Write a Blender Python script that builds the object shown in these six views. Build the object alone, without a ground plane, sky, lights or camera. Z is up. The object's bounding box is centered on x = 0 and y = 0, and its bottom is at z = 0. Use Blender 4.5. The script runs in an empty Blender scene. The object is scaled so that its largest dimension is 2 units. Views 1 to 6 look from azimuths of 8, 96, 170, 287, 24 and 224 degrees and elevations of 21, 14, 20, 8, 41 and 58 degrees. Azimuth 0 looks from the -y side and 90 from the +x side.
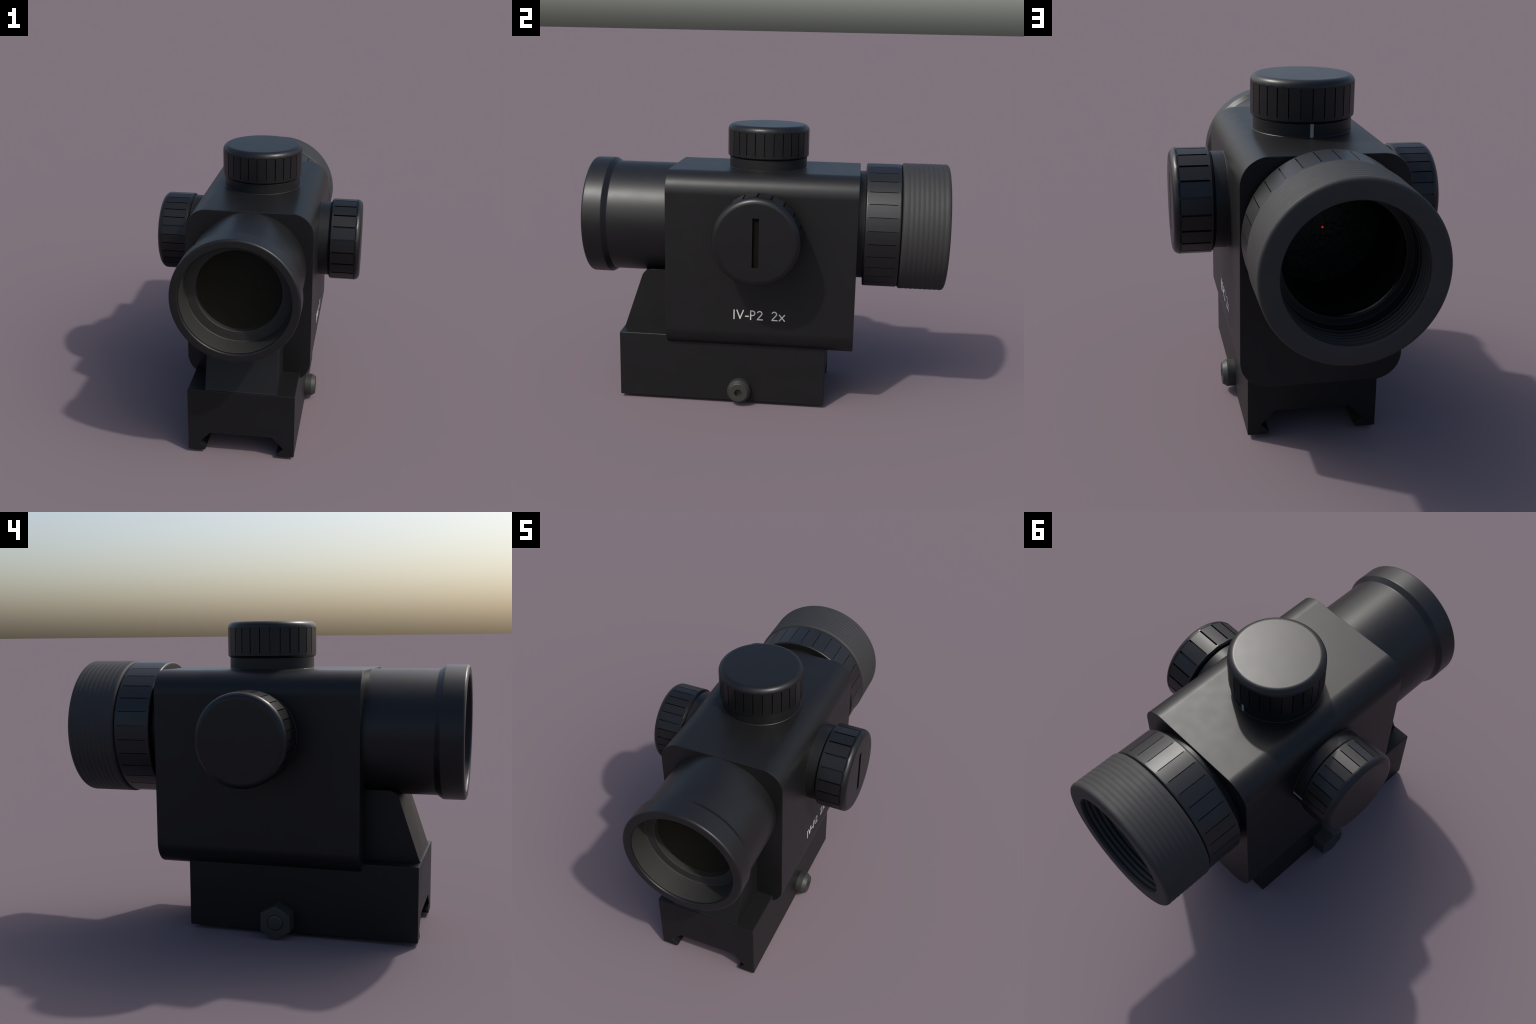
# Compact red dot sight on a rail clamp: matt black anodised housing, hooded
# objective tube, rubber eyecup, three knurled caps, clamp screw and hex nut.
import bpy, bmesh, math
from mathutils import Matrix, Vector
from mathutils.geometry import tessellate_polygon
from math import pi, sin, cos, tan, radians

AXIS_Z = 1.009                    # optical axis height (runs along y at x = 0)
CAP_Y = -0.005                    # y of the turret / side knob axes
COL = bpy.context.scene.collection


# ------------------------------------------------------------------ materials
def new_mat(name):
    m = bpy.data.materials.new(name)
    m.use_nodes = True
    nt = m.node_tree
    return m, nt, nt.nodes["Principled BSDF"]


def finish(name, color, rough, rough_var=0.05, tint_var=0.12, scale=9.0,
           grain=0.0, grain_scale=400.0, specular=0.5, metallic=0.0):
    """Painted / anodised / rubber finish: soft mottling of tone and gloss,
    plus an optional fine grain bump."""
    m, nt, b = new_mat(name)
    N, L = nt.nodes, nt.links
    tc = N.new("ShaderNodeTexCoord")
    n1 = N.new("ShaderNodeTexNoise")
    n1.inputs["Scale"].default_value = scale
    n1.inputs["Detail"].default_value = 5.0
    n1.inputs["Roughness"].default_value = 0.6
    L.new(tc.outputs["Object"], n1.inputs["Vector"])
    ramp = N.new("ShaderNodeValToRGB")
    ramp.color_ramp.elements[0].position = 0.30
    ramp.color_ramp.elements[1].position = 0.70
    ramp.color_ramp.elements[0].color = (*[c * (1 - tint_var) for c in color], 1)
    ramp.color_ramp.elements[1].color = (*[c * (1 + tint_var) for c in color], 1)
    L.new(n1.outputs["Fac"], ramp.inputs["Fac"])
    L.new(ramp.outputs["Color"], b.inputs["Base Color"])
    n2 = N.new("ShaderNodeTexNoise")
    n2.inputs["Scale"].default_value = scale * 1.7
    n2.inputs["Detail"].default_value = 6.0
    L.new(tc.outputs["Object"], n2.inputs["Vector"])
    mr = N.new("ShaderNodeMapRange")
    mr.inputs["From Min"].default_value = 0.3
    mr.inputs["From Max"].default_value = 0.7
    mr.inputs["To Min"].default_value = rough - rough_var
    mr.inputs["To Max"].default_value = rough + rough_var
    L.new(n2.outputs["Fac"], mr.inputs["Value"])
    L.new(mr.outputs["Result"], b.inputs["Roughness"])
    b.inputs["Specular IOR Level"].default_value = specular
    b.inputs["Metallic"].default_value = metallic
    b.inputs["Specular Tint"].default_value = (0.92, 0.96, 1.0, 1)
    if grain > 0:
        n3 = N.new("ShaderNodeTexNoise")
        n3.inputs["Scale"].default_value = grain_scale
        n3.inputs["Detail"].default_value = 2.0
        L.new(tc.outputs["Object"], n3.inputs["Vector"])
        bp = N.new("ShaderNodeBump")
        bp.inputs["Strength"].default_value = grain
        bp.inputs["Distance"].default_value = 0.002
        L.new(n3.outputs["Fac"], bp.inputs["Height"])
        L.new(bp.outputs["Normal"], b.inputs["Normal"])
    return m


RIDGE = 0.0017
BLACK = finish("black_anodised", (0.0068, 0.0067, 0.0070), 0.415, 0.014, 0.10, specular=0.32)
GLOSS = finish("black_cap_finish", (0.0050, 0.0049, 0.0052), 0.365, 0.012, 0.10, specular=0.39)
MOUNT = finish("black_mount", (0.0066, 0.0065, 0.0068), 0.46, 0.015, 0.10, specular=0.28)
TUBE = finish("black_tube", (0.0066, 0.0065, 0.0068), 0.40, 0.012, 0.10, specular=0.38)
RING = finish("black_ring_finish", (0.0060, 0.0059, 0.0062), 0.41, 0.012, 0.10, specular=0.48)
HOOD = finish("grey_hood_lining", (0.0245, 0.0240, 0.0232), 0.60, 0.02, 0.05, specular=0.3)
RUBBER = finish("dark_rubber", (0.0225, 0.0222, 0.0220), 0.66, 0.03, 0.06,
                grain=0.10, specular=0.42)
STEEL = finish("oiled_steel", (0.024, 0.025, 0.0215), 0.50, 0.03)
PAINT = finish("white_paint", (0.54, 0.54, 0.52), 0.55, 0.03, 0.05)
MARK_PAINT = finish("grey_paint", (0.24, 0.24, 0.23), 0.6, 0.03, 0.05)
INNER = finish("matt_interior", (0.0050, 0.0048, 0.0040), 0.85, 0.03, 0.05, specular=0.08)


def glass(name, tint, coverage):
    """Coated lens: mostly clear, with a faint tinted veil."""
    m, nt, b = new_mat(name)
    N, L = nt.nodes, nt.links
    b.inputs["Base Color"].default_value = (*tint, 1)
    b.inputs["Roughness"].default_value = 0.35
    b.inputs["Specular IOR Level"].default_value = 0.3
    clear = N.new("ShaderNodeBsdfTransparent")
    mix = N.new("ShaderNodeMixShader")
    mix.inputs["Fac"].default_value = coverage
    L.new(clear.outputs[0], mix.inputs[1])
    L.new(b.outputs[0], mix.inputs[2])
    L.new(mix.outputs[0], N["Material Output"].inputs["Surface"])
    return m


OLIVE_GLASS = glass("olive_coated_glass", (0.27, 0.258, 0.185), 0.025)
TEAL_GLASS = glass("teal_coated_glass", (0.110, 0.155, 0.165), 0.025)

DOT, _nt, _b = new_mat("red_dot_light")
_b.inputs["Base Color"].default_value = (0.6, 0.01, 0.01, 1)
_b.inputs["Emission Color"].default_value = (1.0, 0.03, 0.02, 1)
_b.inputs["Emission Strength"].default_value = 0.45


# ------------------------------------------------------------------- helpers
def add_object(name, bm, mat, parent, matrix=None, sharp=32, weighted=True):
    bmesh.ops.recalc_face_normals(bm, faces=bm.faces)
    me = bpy.data.meshes.new(name)
    bm.to_mesh(me)
    bm.free()
    me.polygons.foreach_set("use_smooth", [True] * len(me.polygons))
    me.set_sharp_from_angle(angle=radians(sharp))
    me.materials.append(mat)
    ob = bpy.data.objects.new(name, me)
    COL.objects.link(ob)
    if matrix is not None:
        ob.matrix_world = matrix
    attach(ob, parent)
    if weighted:
        w = ob.modifiers.new("weighted_normals", "WEIGHTED_NORMAL")
        w.keep_sharp = True
        w.weight = 90
    return ob


def attach(ob, parent):
    if parent is not None:
        ob.parent = parent
        ob.matrix_parent_inverse = world_of(parent).inverted()


def world_of(ob):
    if ob.parent is None:
        return ob.matrix_basis.copy()
    return world_of(ob.parent) @ ob.matrix_parent_inverse @ ob.matrix_basis


def rounded(points, radii, seg=6, closed=False):
    """Round the corners of a 2D polyline; radii gives one radius per point."""
    out, n = [], len(points)
    for i, (p, r) in enumerate(zip(points, radii)):
        if r <= 0 or (not closed and i in (0, n - 1)):
            out.append(tuple(p))
            continue
        p0, p1, p2 = Vector(points[i - 1]), Vector(p), Vector(points[(i + 1) % n])
        a, b = (p0 - p1).normalized(), (p2 - p1).normalized()
        ang = a.angle(b)
        d = r / tan(ang / 2)
        c = p1 + (a + b).normalized() * (r / sin(ang / 2))
        v0, v1 = (p1 + a * d) - c, (p1 + b * d) - c
        sweep = v0.angle_signed(v1)
        for k in range(seg + 1):
            t = sweep * k / seg
            out.append((c.x + v0.x * cos(t) + v0.y * sin(t),
                        c.y - v0.x * sin(t) + v0.y * cos(t)))
    return out


def lathe(profile, seg=96, closed=False):
    """Revolve (height, radius) pairs about local z. Radius 0 ends make caps."""
    bm = bmesh.new()
    rings = []
    for s, r in profile:
        if r < 1e-6:
            rings.append([bm.verts.new((0, 0, s))])
        else:
            rings.append([bm.verts.new((r * cos(2 * pi * k / seg),
                                        r * sin(2 * pi * k / seg), s))
                          for k in range(seg)])
    pairs = list(zip(rings[:-1], rings[1:]))
    if closed:
        pairs.append((rings[-1], rings[0]))
    for a, b in pairs:
        for k in range(seg):
            q = (k + 1) % seg
            if len(a) == 1 and len(b) == 1:
                continue
            if len(a) == 1:
                bm.faces.new((a[0], b[k], b[q]))
            elif len(b) == 1:
                bm.faces.new((a[k], a[q], b[0]))
            else:
                bm.faces.new((a[k], a[q], b[q], b[k]))
    return bm


def knurled(profile, facets, slot, width, depth, phase=0.0, closed=False, bulge=0.25):
    """Revolved cap whose side is cut into flats, with a narrow slot along
    every edge between two flats. profile: (height, radius); bulge 0 gives true
    flats, 1 a plain cylinder."""
    rmax = max(r for _, r in profile)
    apothem = rmax * cos(pi / facets)
    step = 2 * pi / facets
    hw = width / 2 / rmax
    cols = []                                  # (angle, flat radius, in slot)
    for k in range(facets):
        v = phase + k * step
        for t, s in ((-hw, 0), (-hw * 0.94, 1), (hw * 0.94, 1), (hw, 0)):
            flat = apothem / cos(step / 2 - abs(t))
            cols.append((v + t, flat + (rmax - flat) * bulge, s))
        for j in range(1, 8):
            t = hw + (step - 2 * hw) * j / 8
            flat = apothem / cos(t - step / 2)
            cols.append((v + t, flat + (rmax - flat) * bulge, 0))
    e = 0.0006
    prof = list(profile)
    marks = [slot[0] - e, slot[0], slot[1], slot[1] + e]
    full = []
    for (s0, r0), (s1, r1) in zip(prof[:-1], prof[1:]):
        full.append((s0, r0, False))
        if abs(s1 - s0) > 0.05 and r0 > rmax * 0.99 and r1 > rmax * 0.99:
            ms = marks if s1 > s0 else marks[::-1]
            for m in ms:
                f = (m - s0) / (s1 - s0)
                full.append((m, r0 + (r1 - r0) * f, slot[0] <= m <= slot[1]))
    full.append((*prof[-1], False))
    bm = bmesh.new()
    rings = []
    for s, r, inslot in full:
        if r < 1e-6:
            rings.append([bm.verts.new((0, 0, s))])
            continue
        ring = []
        for ang, flat, sl in cols:
            rr = min(r, flat)
            if sl and inslot:
                rr -= depth
            ring.append(bm.verts.new((rr * cos(ang), rr * sin(ang), s)))
        rings.append(ring)
    n = len(cols)
    pairs = list(zip(rings[:-1], rings[1:]))
    if closed:
        pairs.append((rings[-1], rings[0]))
    for a, b in pairs:
        for k in range(n):
            q = (k + 1) % n
            if len(a) == 1:
                bm.faces.new((a[0], b[k], b[q]))
            elif len(b) == 1:
                bm.faces.new((a[k], a[q], b[0]))
            else:
                bm.faces.new((a[k], a[q], b[q], b[k]))
    return bm


def extrude_outline(outline, lo, hi, bevel=0.0, place=None, hole=None):
    """Prism over a 2D outline between lo and hi, with chamfered end edges and
    an optional hole right through."""
    bm = bmesh.new()
    c = [Vector(p) for p in outline]
    n = len(c)
    area = sum(c[i].x * c[(i + 1) % n].y - c[(i + 1) % n].x * c[i].y for i in range(n))
    sg = 1 if area > 0 else -1

    def inset(d):
        res = []
        for i in range(n):
            e0 = (c[i] - c[i - 1]).normalized()
            e1 = (c[(i + 1) % n] - c[i]).normalized()
            n0, n1 = Vector((-e0.y, e0.x)) * sg, Vector((-e1.y, e1.x)) * sg
            m = (n0 + n1).normalized()
            res.append(c[i] + m * (d / max(0.3, m.dot(n0))))
        return res

    if bevel > 0:
        q = bevel * 0.293
        levels = [(lo, bevel), (lo + q, q), (lo + bevel, 0),
                  (hi - bevel, 0), (hi - q, q), (hi, bevel)]
    else:
        levels = [(lo, 0), (hi, 0)]
    rings = []
    for h, d in levels:
        pts = inset(d) if d else c
        rings.append([bm.verts.new(place(p.x, p.y, h)) for p in pts])
    for a, b in zip(rings[:-1], rings[1:]):
        for k in range(n):
            q = (k + 1) % n
            bm.faces.new((a[k], a[q], b[q], b[k]))
    last = [Vector((p.x, p.y, 0)) for p in (inset(bevel) if bevel else c)]
    loops, near, far = [last], rings[0], rings[-1]
    if hole:
        loops.append([Vector((p[0], p[1], 0)) for p in hole])
        h0 = [bm.verts.new(place(p[0], p[1], lo)) for p in hole]
        h1 = [bm.verts.new(place(p[0], p[1], hi)) for p in hole]
        m = len(hole)
        for k in range(m):
            q = (k + 1) % m
            bm.faces.new((h0[k], h0[q], h1[q], h1[k]))
        near, far = near + h0, far + h1
    for t in tessellate_polygon(loops):
        bm.faces.new([near[k] for k in t])
        bm.faces.new([far[k] for k in reversed(t)])
    return bm


def recess(bm, rim, hole, floor=None):
    """Close a flat rim of vertices (in a plane of constant local z) with a
    face that has a hole; with a floor height the hole becomes a blind pocket."""
    z = rim[0].co.z
    outer = [Vector((v.co.x, v.co.y, 0)) for v in rim]
    inner = [Vector((p[0], p[1], 0)) for p in hole]
    edge = [bm.verts.new((p.x, p.y, z)) for p in inner]
    both = rim + edge
    for t in tessellate_polygon([outer, inner]):
        bm.faces.new([both[k] for k in t])
    if floor is not None:
        low = [bm.verts.new((p.x, p.y, floor)) for p in inner]
        n = len(low)
        for k in range(n):
            q = (k + 1) % n
            bm.faces.new((edge[k], edge[q], low[q], low[k]))
        bm.faces.new(low)
    return edge


def box_bm(x0, x1, y0, y1, z0, z1):
    bm = bmesh.new()
    bmesh.ops.create_cube(bm, size=1.0, matrix=Matrix.Translation(
        ((x0 + x1) / 2, (y0 + y1) / 2, (z0 + z1) / 2)) @
        Matrix.Diagonal((x1 - x0, y1 - y0, z1 - z0, 1)))
    return bm


# local z -> world +y along the optical axis (local y is world -z)
OPTIC = Matrix.Translation((0, 0, AXIS_Z)) @ Matrix.Rotation(-pi / 2, 4, "X")

# --------------------------------------------------------------- top object
sight = bpy.data.objects.new("red_dot_sight", None)
COL.objects.link(sight)
sight["label"] = "compact matt black red dot gun sight on rail mount"
sight["category"] = "gun sight"

# ------------------------------------------------------------------- housing
HX, HZ0, HZ1, HY0, HY1 = 0.346, 0.333, 1.3225, -0.526, 0.5135
outline = rounded([(-HX, HZ0), (HX, HZ0), (HX, HZ1), (-HX, HZ1)],
                  [0.119] * 4, seg=10, closed=True)
# bore for the optics, right through the housing
bore = [(0.255 * cos(2 * pi * k / 96), AXIS_Z + 0.255 * sin(2 * pi * k / 96))
        for k in range(96)]
housing = add_object("housing",
                     extrude_outline(outline, HY0, HY1, 0.0035,
                                     lambda a, b, h: (a, h, b), bore),
                     BLACK, sight)

# --------------------------------------------------------- objective tube
tube_outer = rounded(
    [(-0.45, 0.3115), (-0.862, 0.3115), (-0.890, 0.3305), (-1.0, 0.3305),
     (-1.0, 0.2835), (-0.985, 0.2825)],
    [0, 0.012, 0.012, 0.013, 0.010, 0], seg=5)
tube_inner = [(-0.985, 0.2825), (-0.866, 0.2755), (-0.8625, 0.2725),
              (-0.8625, 0.2250), (-0.860, 0.2225), (-0.826, 0.2225),
              (-0.824, 0.2372), (-0.45, 0.2372)]
tube = add_object("objective_tube", lathe(tube_outer, 128), TUBE, sight, OPTIC)
lining = add_object("hood_lining", lathe(tube_inner, 128), HOOD, tube, OPTIC)

# --------------------------------------------------------- eyepiece
neck = add_object("eyepiece_neck",
                  lathe([(0.40, 0.2405), (0.40, 0.302), (0.60, 0.302),
                         (0.60, 0.2405)], 96, closed=True),
                  BLACK, sight, OPTIC)
liner = add_object("bore_liner",
                   lathe([(-0.823, 0.2368), (-0.823, 0.2450), (-0.44, 0.2450), (-0.44, 0.262),
                          (0.402, 0.262), (0.402, 0.2385), (0.780, 0.2385),
                          (0.780, 0.2368)], 96, closed=True),
                   INNER, sight, OPTIC)
ring_profile = rounded([(0.548, 0.2405), (0.548, 0.346), (0.741, 0.346),
                        (0.741, 0.2405)], [0, 0.010, 0.010, 0], seg=4)
focus_ring = add_object("knurled_ring",
                        knurled(ring_profile, 30, (0.568, 0.718), 0.0042, 0.010,
                                phase=radians(6), closed=True, bulge=0.5),
                        RING, sight, OPTIC)

# rubber eyecup: soft ridges outside, threads inside
cup = rounded([(0.744, 0.300), (0.744, 0.3525), (0.764, 0.3525)],
              [0, 0.014, 0], seg=5)
R0, PITCH, NR = 0.770, 0.0262, 8
for k in range(NR * 8 + 1):
    cup.append((R0 + PITCH * k / 8,
                0.3525 - RIDGE * (0.5 - 0.5 * cos(2 * pi * k / 8)) ** 1.6))
cup += rounded([(0.981, 0.3525), (1.0, 0.3525), (1.0, 0.271), (0.986, 0.271)],
               [0, 0.017, 0.006, 0], seg=6)
for k in range(5 * 8 + 1):
    cup.append((0.984 - 0.024 * k / 8,
                0.271 + 0.0042 * (0.5 - 0.5 * cos(2 * pi * k / 8))))
cup += [(0.860, 0.274), (0.840, 0.300)]
eyecup = add_object("rubber_eyecup", lathe(cup, 128, closed=True),
                    RUBBER, sight, OPTIC, sharp=50, weighted=False)
seat = add_object("lens_seat",
                  lathe(rounded([(0.7405, 0.305), (0.860, 0.280), (0.8805, 0.276),
                                 (0.8805, 0.2645), (0.824, 0.2645), (0.824, 0.2352),
                                 (0.800, 0.2352), (0.781, 0.2450), (0.7405, 0.2450)],
                                [0, 0, 0.002, 0.003, 0.002, 0.003, 0, 0, 0], seg=3),
                        96, closed=True),
                  BLACK, eyecup, OPTIC)
red_dot = add_object("red_dot",
                     lathe([(0.4505, 0), (0.4505, 0.0040), (0.4535, 0.0040),
                            (0.4535, 0)], 20),
                     DOT, eyecup, OPTIC)


def lens(name, y, r, bulge, mat, parent):
    """Thin clear lens: front and back surface bulging along the axis."""
    prof = [(y - 0.004 - bulge * (1 - (k / 8) ** 2), r * k / 8) for k in range(9)]
    prof += [(y + 0.004 + bulge * (1 - (k / 8) ** 2), r * k / 8) for k in range(8, -1, -1)]
    return add_object(name, lathe(prof, 72), mat, parent, OPTIC, weighted=False)


lens("lens", -0.832, 0.2235, 0.006, OLIVE_GLASS, tube)
lens("lens", 0.445, 0.2375, 0.0, TEAL_GLASS, neck)

# --------------------------------------------------------- adjustment turrets
base_profile = rounded([(-0.03, 0), (-0.03, 0.2175), (0.0004, 0.2175), (0.0022, 0.2155), (0.0565, 0.2155),
                        (0.0565, 0.204), (0.070, 0.204), (0.070, 0)],
                       [0, 0, 0, 0, 0.003, 0, 0, 0], seg=3)
cap_profile = [(0.0575, 0)] + rounded(
    [(0.0575, 0.10), (0.0575, 0.2160), (0.0675, 0.2265), (0.2375, 0.2265), (0.2375, 0.0)],
    [0, 0.002, 0.005, 0.033, 0], seg=7)


def turret(name, matrix):
    base = add_object(name, lathe(base_profile, 96), BLACK, sight, matrix)
    return base


turret_top = turret("turret", Matrix.Translation((0, CAP_Y, HZ1)))
cap_bm = knurled(cap_profile, 28, (0.080, 0.205), 0.0050, 0.012)
cap = add_object("knurled_cap", cap_bm, GLOSS, turret_top,
                 Matrix.Translation((0, CAP_Y, HZ1)))
# index mark: thin painted strip wrapped on the turret base, facing the eyepiece
mark_bm = bmesh.new()
ROWS = 9
ringA, ringB = [], []
for r in (0.2140, 0.2166):
    for z in (0.0005, 0.0575):
        ringA.append([mark_bm.verts.new((r * cos(a), r * sin(a), z))
                      for a in [pi / 2 + radians(-1.9 + 3.8 * k / ROWS)
                                for k in range(ROWS + 1)]])
i0, i1, o0, o1 = ringA
for k in range(ROWS):
    mark_bm.faces.new((o0[k], o0[k + 1], o1[k + 1], o1[k]))
    mark_bm.faces.new((i0[k], i1[k], i1[k + 1], i0[k + 1]))
    mark_bm.faces.new((i0[k], i0[k + 1], o0[k + 1], o0[k]))
    mark_bm.faces.new((i1[k], o1[k], o1[k + 1], i1[k + 1]))
for k in (0, ROWS):
    mark_bm.faces.new((i0[k], o0[k], o1[k], i1[k]))
mark = add_object("index_mark", mark_bm, MARK_PAINT, turret_top,
                  Matrix.Translation((0, CAP_Y, HZ1)))

SIDE = Matrix.Translation((-HX, CAP_Y, AXIS_Z)) @ Matrix.Rotation(-pi / 2, 4, "Y")
turret_side = turret_top.copy()
COL.objects.link(turret_side)
turret_side.parent = None
turret_side.matrix_world = SIDE
attach(turret_side, sight)
for src in (cap, mark):
    o = src.copy()
    COL.objects.link(o)
    o.parent = None
    o.matrix_world = SIDE
    attach(o, turret_side)

# --------------------------------------------------------- battery compartment
BATT = Matrix.Translation((HX, CAP_Y, AXIS_Z)) @ Matrix.Rotation(pi / 2, 4, "Y")
batt_base = add_object(
    "battery_compartment",
    lathe(rounded([(-0.03, 0), (-0.03, 0.2160), (0.0004, 0.2160), (0.0022, 0.2140), (0.058, 0.2140), (0.058, 0.205),
                   (0.075, 0.205), (0.075, 0)], [0, 0, 0, 0, 0.003, 0, 0, 0], seg=3), 96),
    BLACK, sight, BATT)
batt_profile = [(0.062, 0)] + rounded(
    [(0.062, 0.10), (0.062, 0.2245), (0.071, 0.2340), (0.2375, 0.2340), (0.2375, 0)],
    [0, 0.002, 0.004, 0.033, 0], seg=7)
bm = knurled(batt_profile[:-1], 20, (0.080, 0.212), 0.0095, 0.012)
bm.verts.ensure_lookup_table()
rim = sorted((v for v in bm.verts if abs(v.co.z - 0.2375) < 1e-6),
             key=lambda v: math.atan2(v.co.y, v.co.x))
# coin slot: local x is world -z, local y is world y
recess(bm, rim, [(-0.1295, -0.0165), (0.1295, -0.0165), (0.1295, 0.0175), (-0.1295, 0.0175)],
       floor=0.2190)
batt_cap = add_object("battery_cap", bm, GLOSS, batt_base, BATT)
slot_shade = add_object("coin_slot_shade_plate", box_bm(-0.1290, 0.1290, -0.0160, 0.0170, 0.2120, 0.2205),  # near-black plate on the slot floor, darkening it with occlusion shade
                        INNER, batt_cap, BATT)

# --------------------------------------------------------- rail mount
RX, RB, RT, RY0, RY1 = 0.2925, 0.0150, 0.391, -0.803, 0.361
rail_outline = rounded(
    [(-RX, RT), (-RX, RB), (-0.205, RB), (-0.1935, 0.0260), (-0.2325, 0.0625),
     (-0.168, 0.1285), (0.168, 0.1285), (0.2325, 0.0625), (0.1935, 0.0260),
     (0.205, RB), (RX, RB), (RX, RT)],
    [0.005, 0.004, 0.0045, 0.0045, 0, 0.006, 0.006, 0, 0.0045, 0.0045, 0.004, 0.005],
    seg=3, closed=True)
mount = add_object("rail_mount",
                   extrude_outline(rail_outline, RY0, RY1, 0.0034,
                                   lambda a, b, h: (a, h, b)),
                   MOUNT, sight)
riser_outline = rounded(
    [(-0.7995, 0.380), (-0.7995, 0.3935), (-0.7945, 0.3985), (-0.679, 0.740), (-0.45, 0.740), (-0.45, 0.380)],
    [0, 0, 0, 0.060, 0, 0], seg=8, closed=True)
riser = add_object("riser",
                   extrude_outline(riser_outline, -0.195, 0.195, 0.0025,
                                   lambda a, b, h: (h, a, b)),
                   MOUNT, mount)

# clamp screw (button head with hex socket) and nut on the other side
SY, SZ = -0.1145, 0.0868
SCREW = Matrix.Translation((RX, SY, SZ)) @ Matrix.Rotation(pi / 2, 4, "Y")
bm = lathe([(-0.03, 0)] + rounded([(-0.03, 0.064), (0.0375, 0.0660), (0.060, 0.0515),
                                   (0.060, 0)], [0, 0.006, 0.004, 0], seg=4)[:-1], 64)
rim = sorted((v for v in bm.verts if abs(v.co.z - 0.060) < 1e-6),
             key=lambda v: math.atan2(v.co.y, v.co.x))
hexa = [(0.0235 * cos(pi / 2 + k * pi / 3), 0.0235 * sin(pi / 2 + k * pi / 3))
        for k in range(6)]
recess(bm, rim, hexa, floor=0.036)
screw = add_object("clamp_screw", bm, STEEL, mount, SCREW)

NUT = Matrix.Translation((-RX, SY, SZ)) @ Matrix.Rotation(-pi / 2, 4, "Y")
HEX_R, HEX_H = 0.0868, 0.0845
bm = bmesh.new()
rings = []
for h, inset_by in ((-0.02, 0), (HEX_H - 0.0035, 0), (HEX_H - 0.001, 0.001), (HEX_H, 0.0035)):
    rings.append([])
    for k in range(96):
        a = 2 * pi * k / 96
        rr = (HEX_R * cos(pi / 6) - inset_by) / cos(a % (pi / 3) - pi / 6)
        rings[-1].append(bm.verts.new((rr * cos(a), rr * sin(a), h)))
for h, r in ((HEX_H, 0.0415), (HEX_H - 0.004, 0.0385)):
    rings.append([bm.verts.new((r * cos(2 * pi * k / 96), r * sin(2 * pi * k / 96), h))
                  for k in range(96)])
for a, b in zip(rings[:-1], rings[1:]):
    for k in range(96):
        q = (k + 1) % 96
        bm.faces.new((a[k], a[q], b[q], b[k]))
bm.faces.new(rings[-1])
bm.faces.new(rings[0][::-1])
nut = add_object("hex_nut", bm, STEEL, mount, NUT, sharp=35)
bolt_end = add_object(
    "bolt_end",
    lathe([(0.02, 0), (0.02, 0.0384)] +
          [(HEX_H - 0.005 + 0.0065 * sin(t), 0.0284 + 0.0100 * cos(t))
           for t in [pi / 2 * k / 5 for k in range(6)]] + [(HEX_H + 0.0025, 0)], 48),
    STEEL, nut, NUT)


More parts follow.
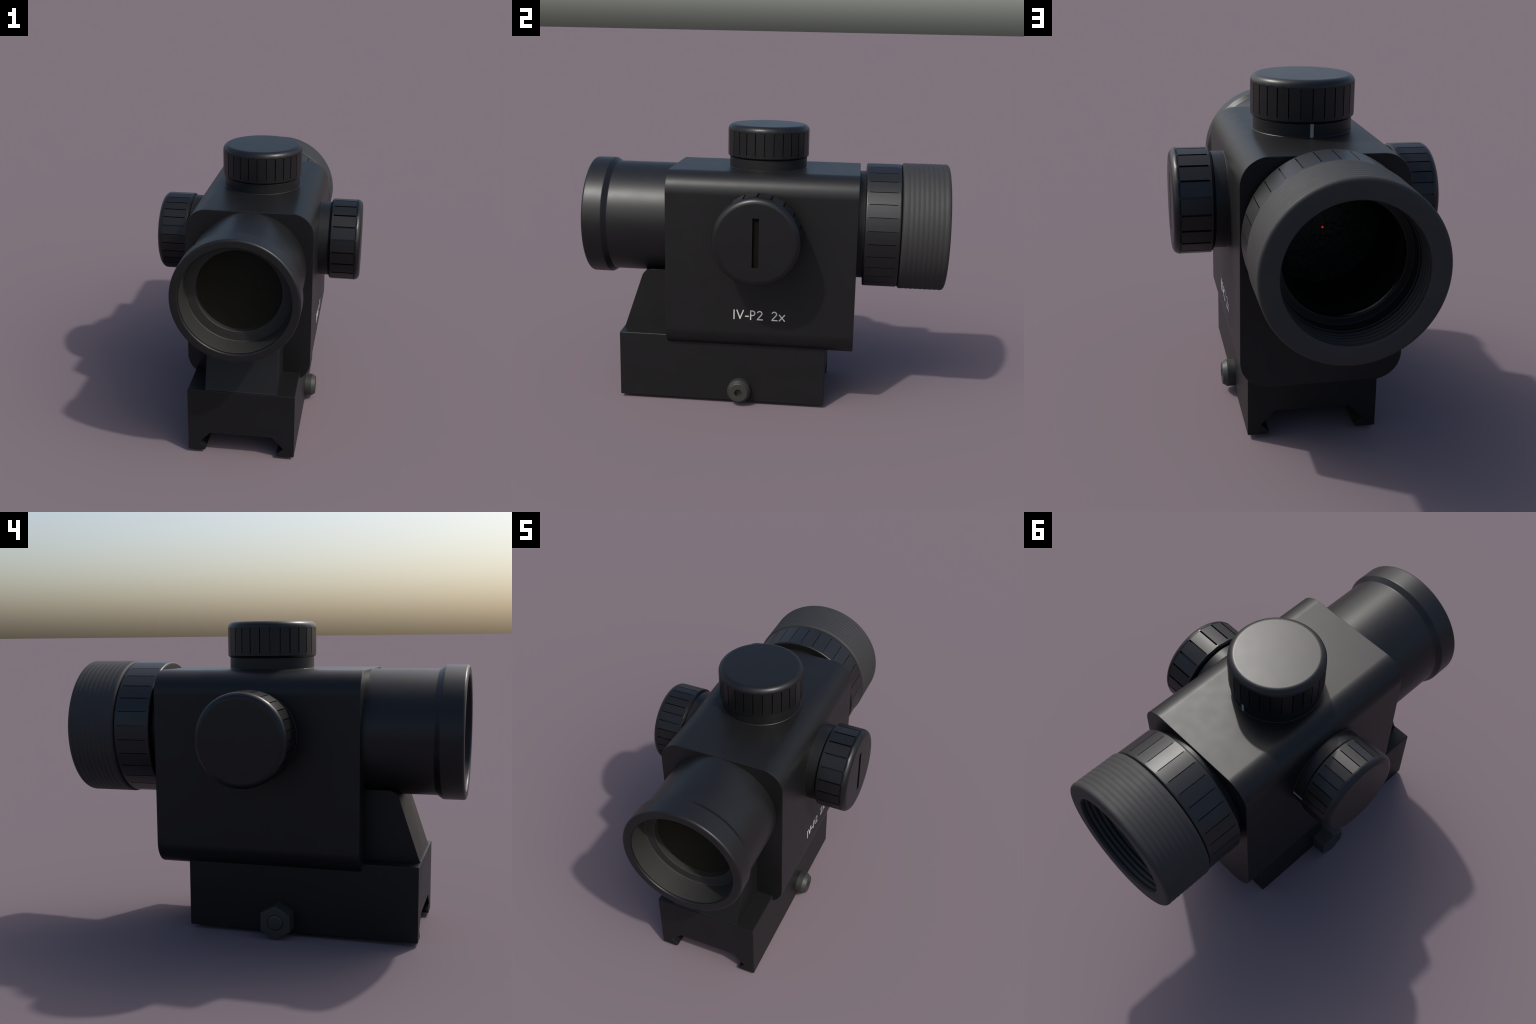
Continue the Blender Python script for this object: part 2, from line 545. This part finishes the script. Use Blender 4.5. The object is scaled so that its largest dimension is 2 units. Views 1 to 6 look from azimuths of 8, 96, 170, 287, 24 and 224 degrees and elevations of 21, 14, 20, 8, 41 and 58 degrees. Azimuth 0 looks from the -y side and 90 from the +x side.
# --------------------------------------------------------- lettering
def stroke_outline(path, w):
    """Closed outline around a polyline of half-width w, with mitred joints."""
    p = [Vector(q) for q in path]
    left, right = [], []
    for i in range(len(p)):
        d0 = (p[i] - p[i - 1]).normalized() if i else (p[1] - p[0]).normalized()
        d1 = (p[i + 1] - p[i]).normalized() if i < len(p) - 1 else d0
        n0, n1 = Vector((-d0.y, d0.x)), Vector((-d1.y, d1.x))
        m = (n0 + n1).normalized()
        m *= w / max(0.35, m.dot(n0))
        left.append(p[i] + m)
        right.append(p[i] - m)
    return left, right


LX, LTHICK = HX - 0.002, 0.0034
Z0L, CAPH, XH, SW = 0.5205, 0.0545, 0.0370, 0.0030


def letter(strokes, y_left):
    bm = bmesh.new()
    for i, path in enumerate(strokes):
        lift = LX + LTHICK + 0.0003 * i
        left, right = stroke_outline(path, SW)
        grid = [[bm.verts.new((x, y_left + q.x, Z0L + q.y)) for q in side]
                for x, side in ((lift, left), (lift, right), (LX, right), (LX, left))]
        n = len(left)
        for a in range(4):
            b = (a + 1) % 4
            for k in range(n - 1):
                bm.faces.new((grid[a][k], grid[a][k + 1], grid[b][k + 1], grid[b][k]))
        bm.faces.new([grid[a][0] for a in range(4)])
        bm.faces.new([grid[a][-1] for a in range(4)])
    return add_object("letter", bm, PAINT, housing, weighted=False)


def arc(cx, cy, rx, ry, a0, a1, n=14):
    return [(cx + rx * cos(radians(a0 + (a1 - a0) * k / n)),
             cy + ry * sin(radians(a0 + (a1 - a0) * k / n))) for k in range(n + 1)]


two = [arc(0.0155, CAPH - 0.0165, 0.0125, 0.0125, 165, -28) +
       [(0.0048, 0.0065)], [(0.0005, SW), (0.0335, SW)]]
letter([[(0, 0), (0, CAPH)]], -0.1425)                                   # I
letter([[(0.004, CAPH), (0.0235, 0.0035)], [(0.0215, 0.0035), (0.041, CAPH)]], -0.1315)
letter([[(0, 0.0195), (0.0205, 0.0195)]], -0.0815)                       # dash
letter([[(SW, 0), (SW, CAPH)],
        [(SW, CAPH - SW), (0.0130, CAPH - SW)] +
        arc(0.0130, CAPH - 0.0165, 0.0130, 0.0127, 80, -80) +
        [(0.0130, CAPH - 0.0292), (SW, CAPH - 0.0292)]], -0.0535)        # P
letter(two, -0.0165)                                                     # 2
letter(two, 0.0640)                                                      # 2
letter([[(0.003, XH), (0.035, 0)], [(0.035, XH), (0.003, 0)]], 0.1025)   # x

sight.location.x = 0.0012
bpy.context.view_layer.update()
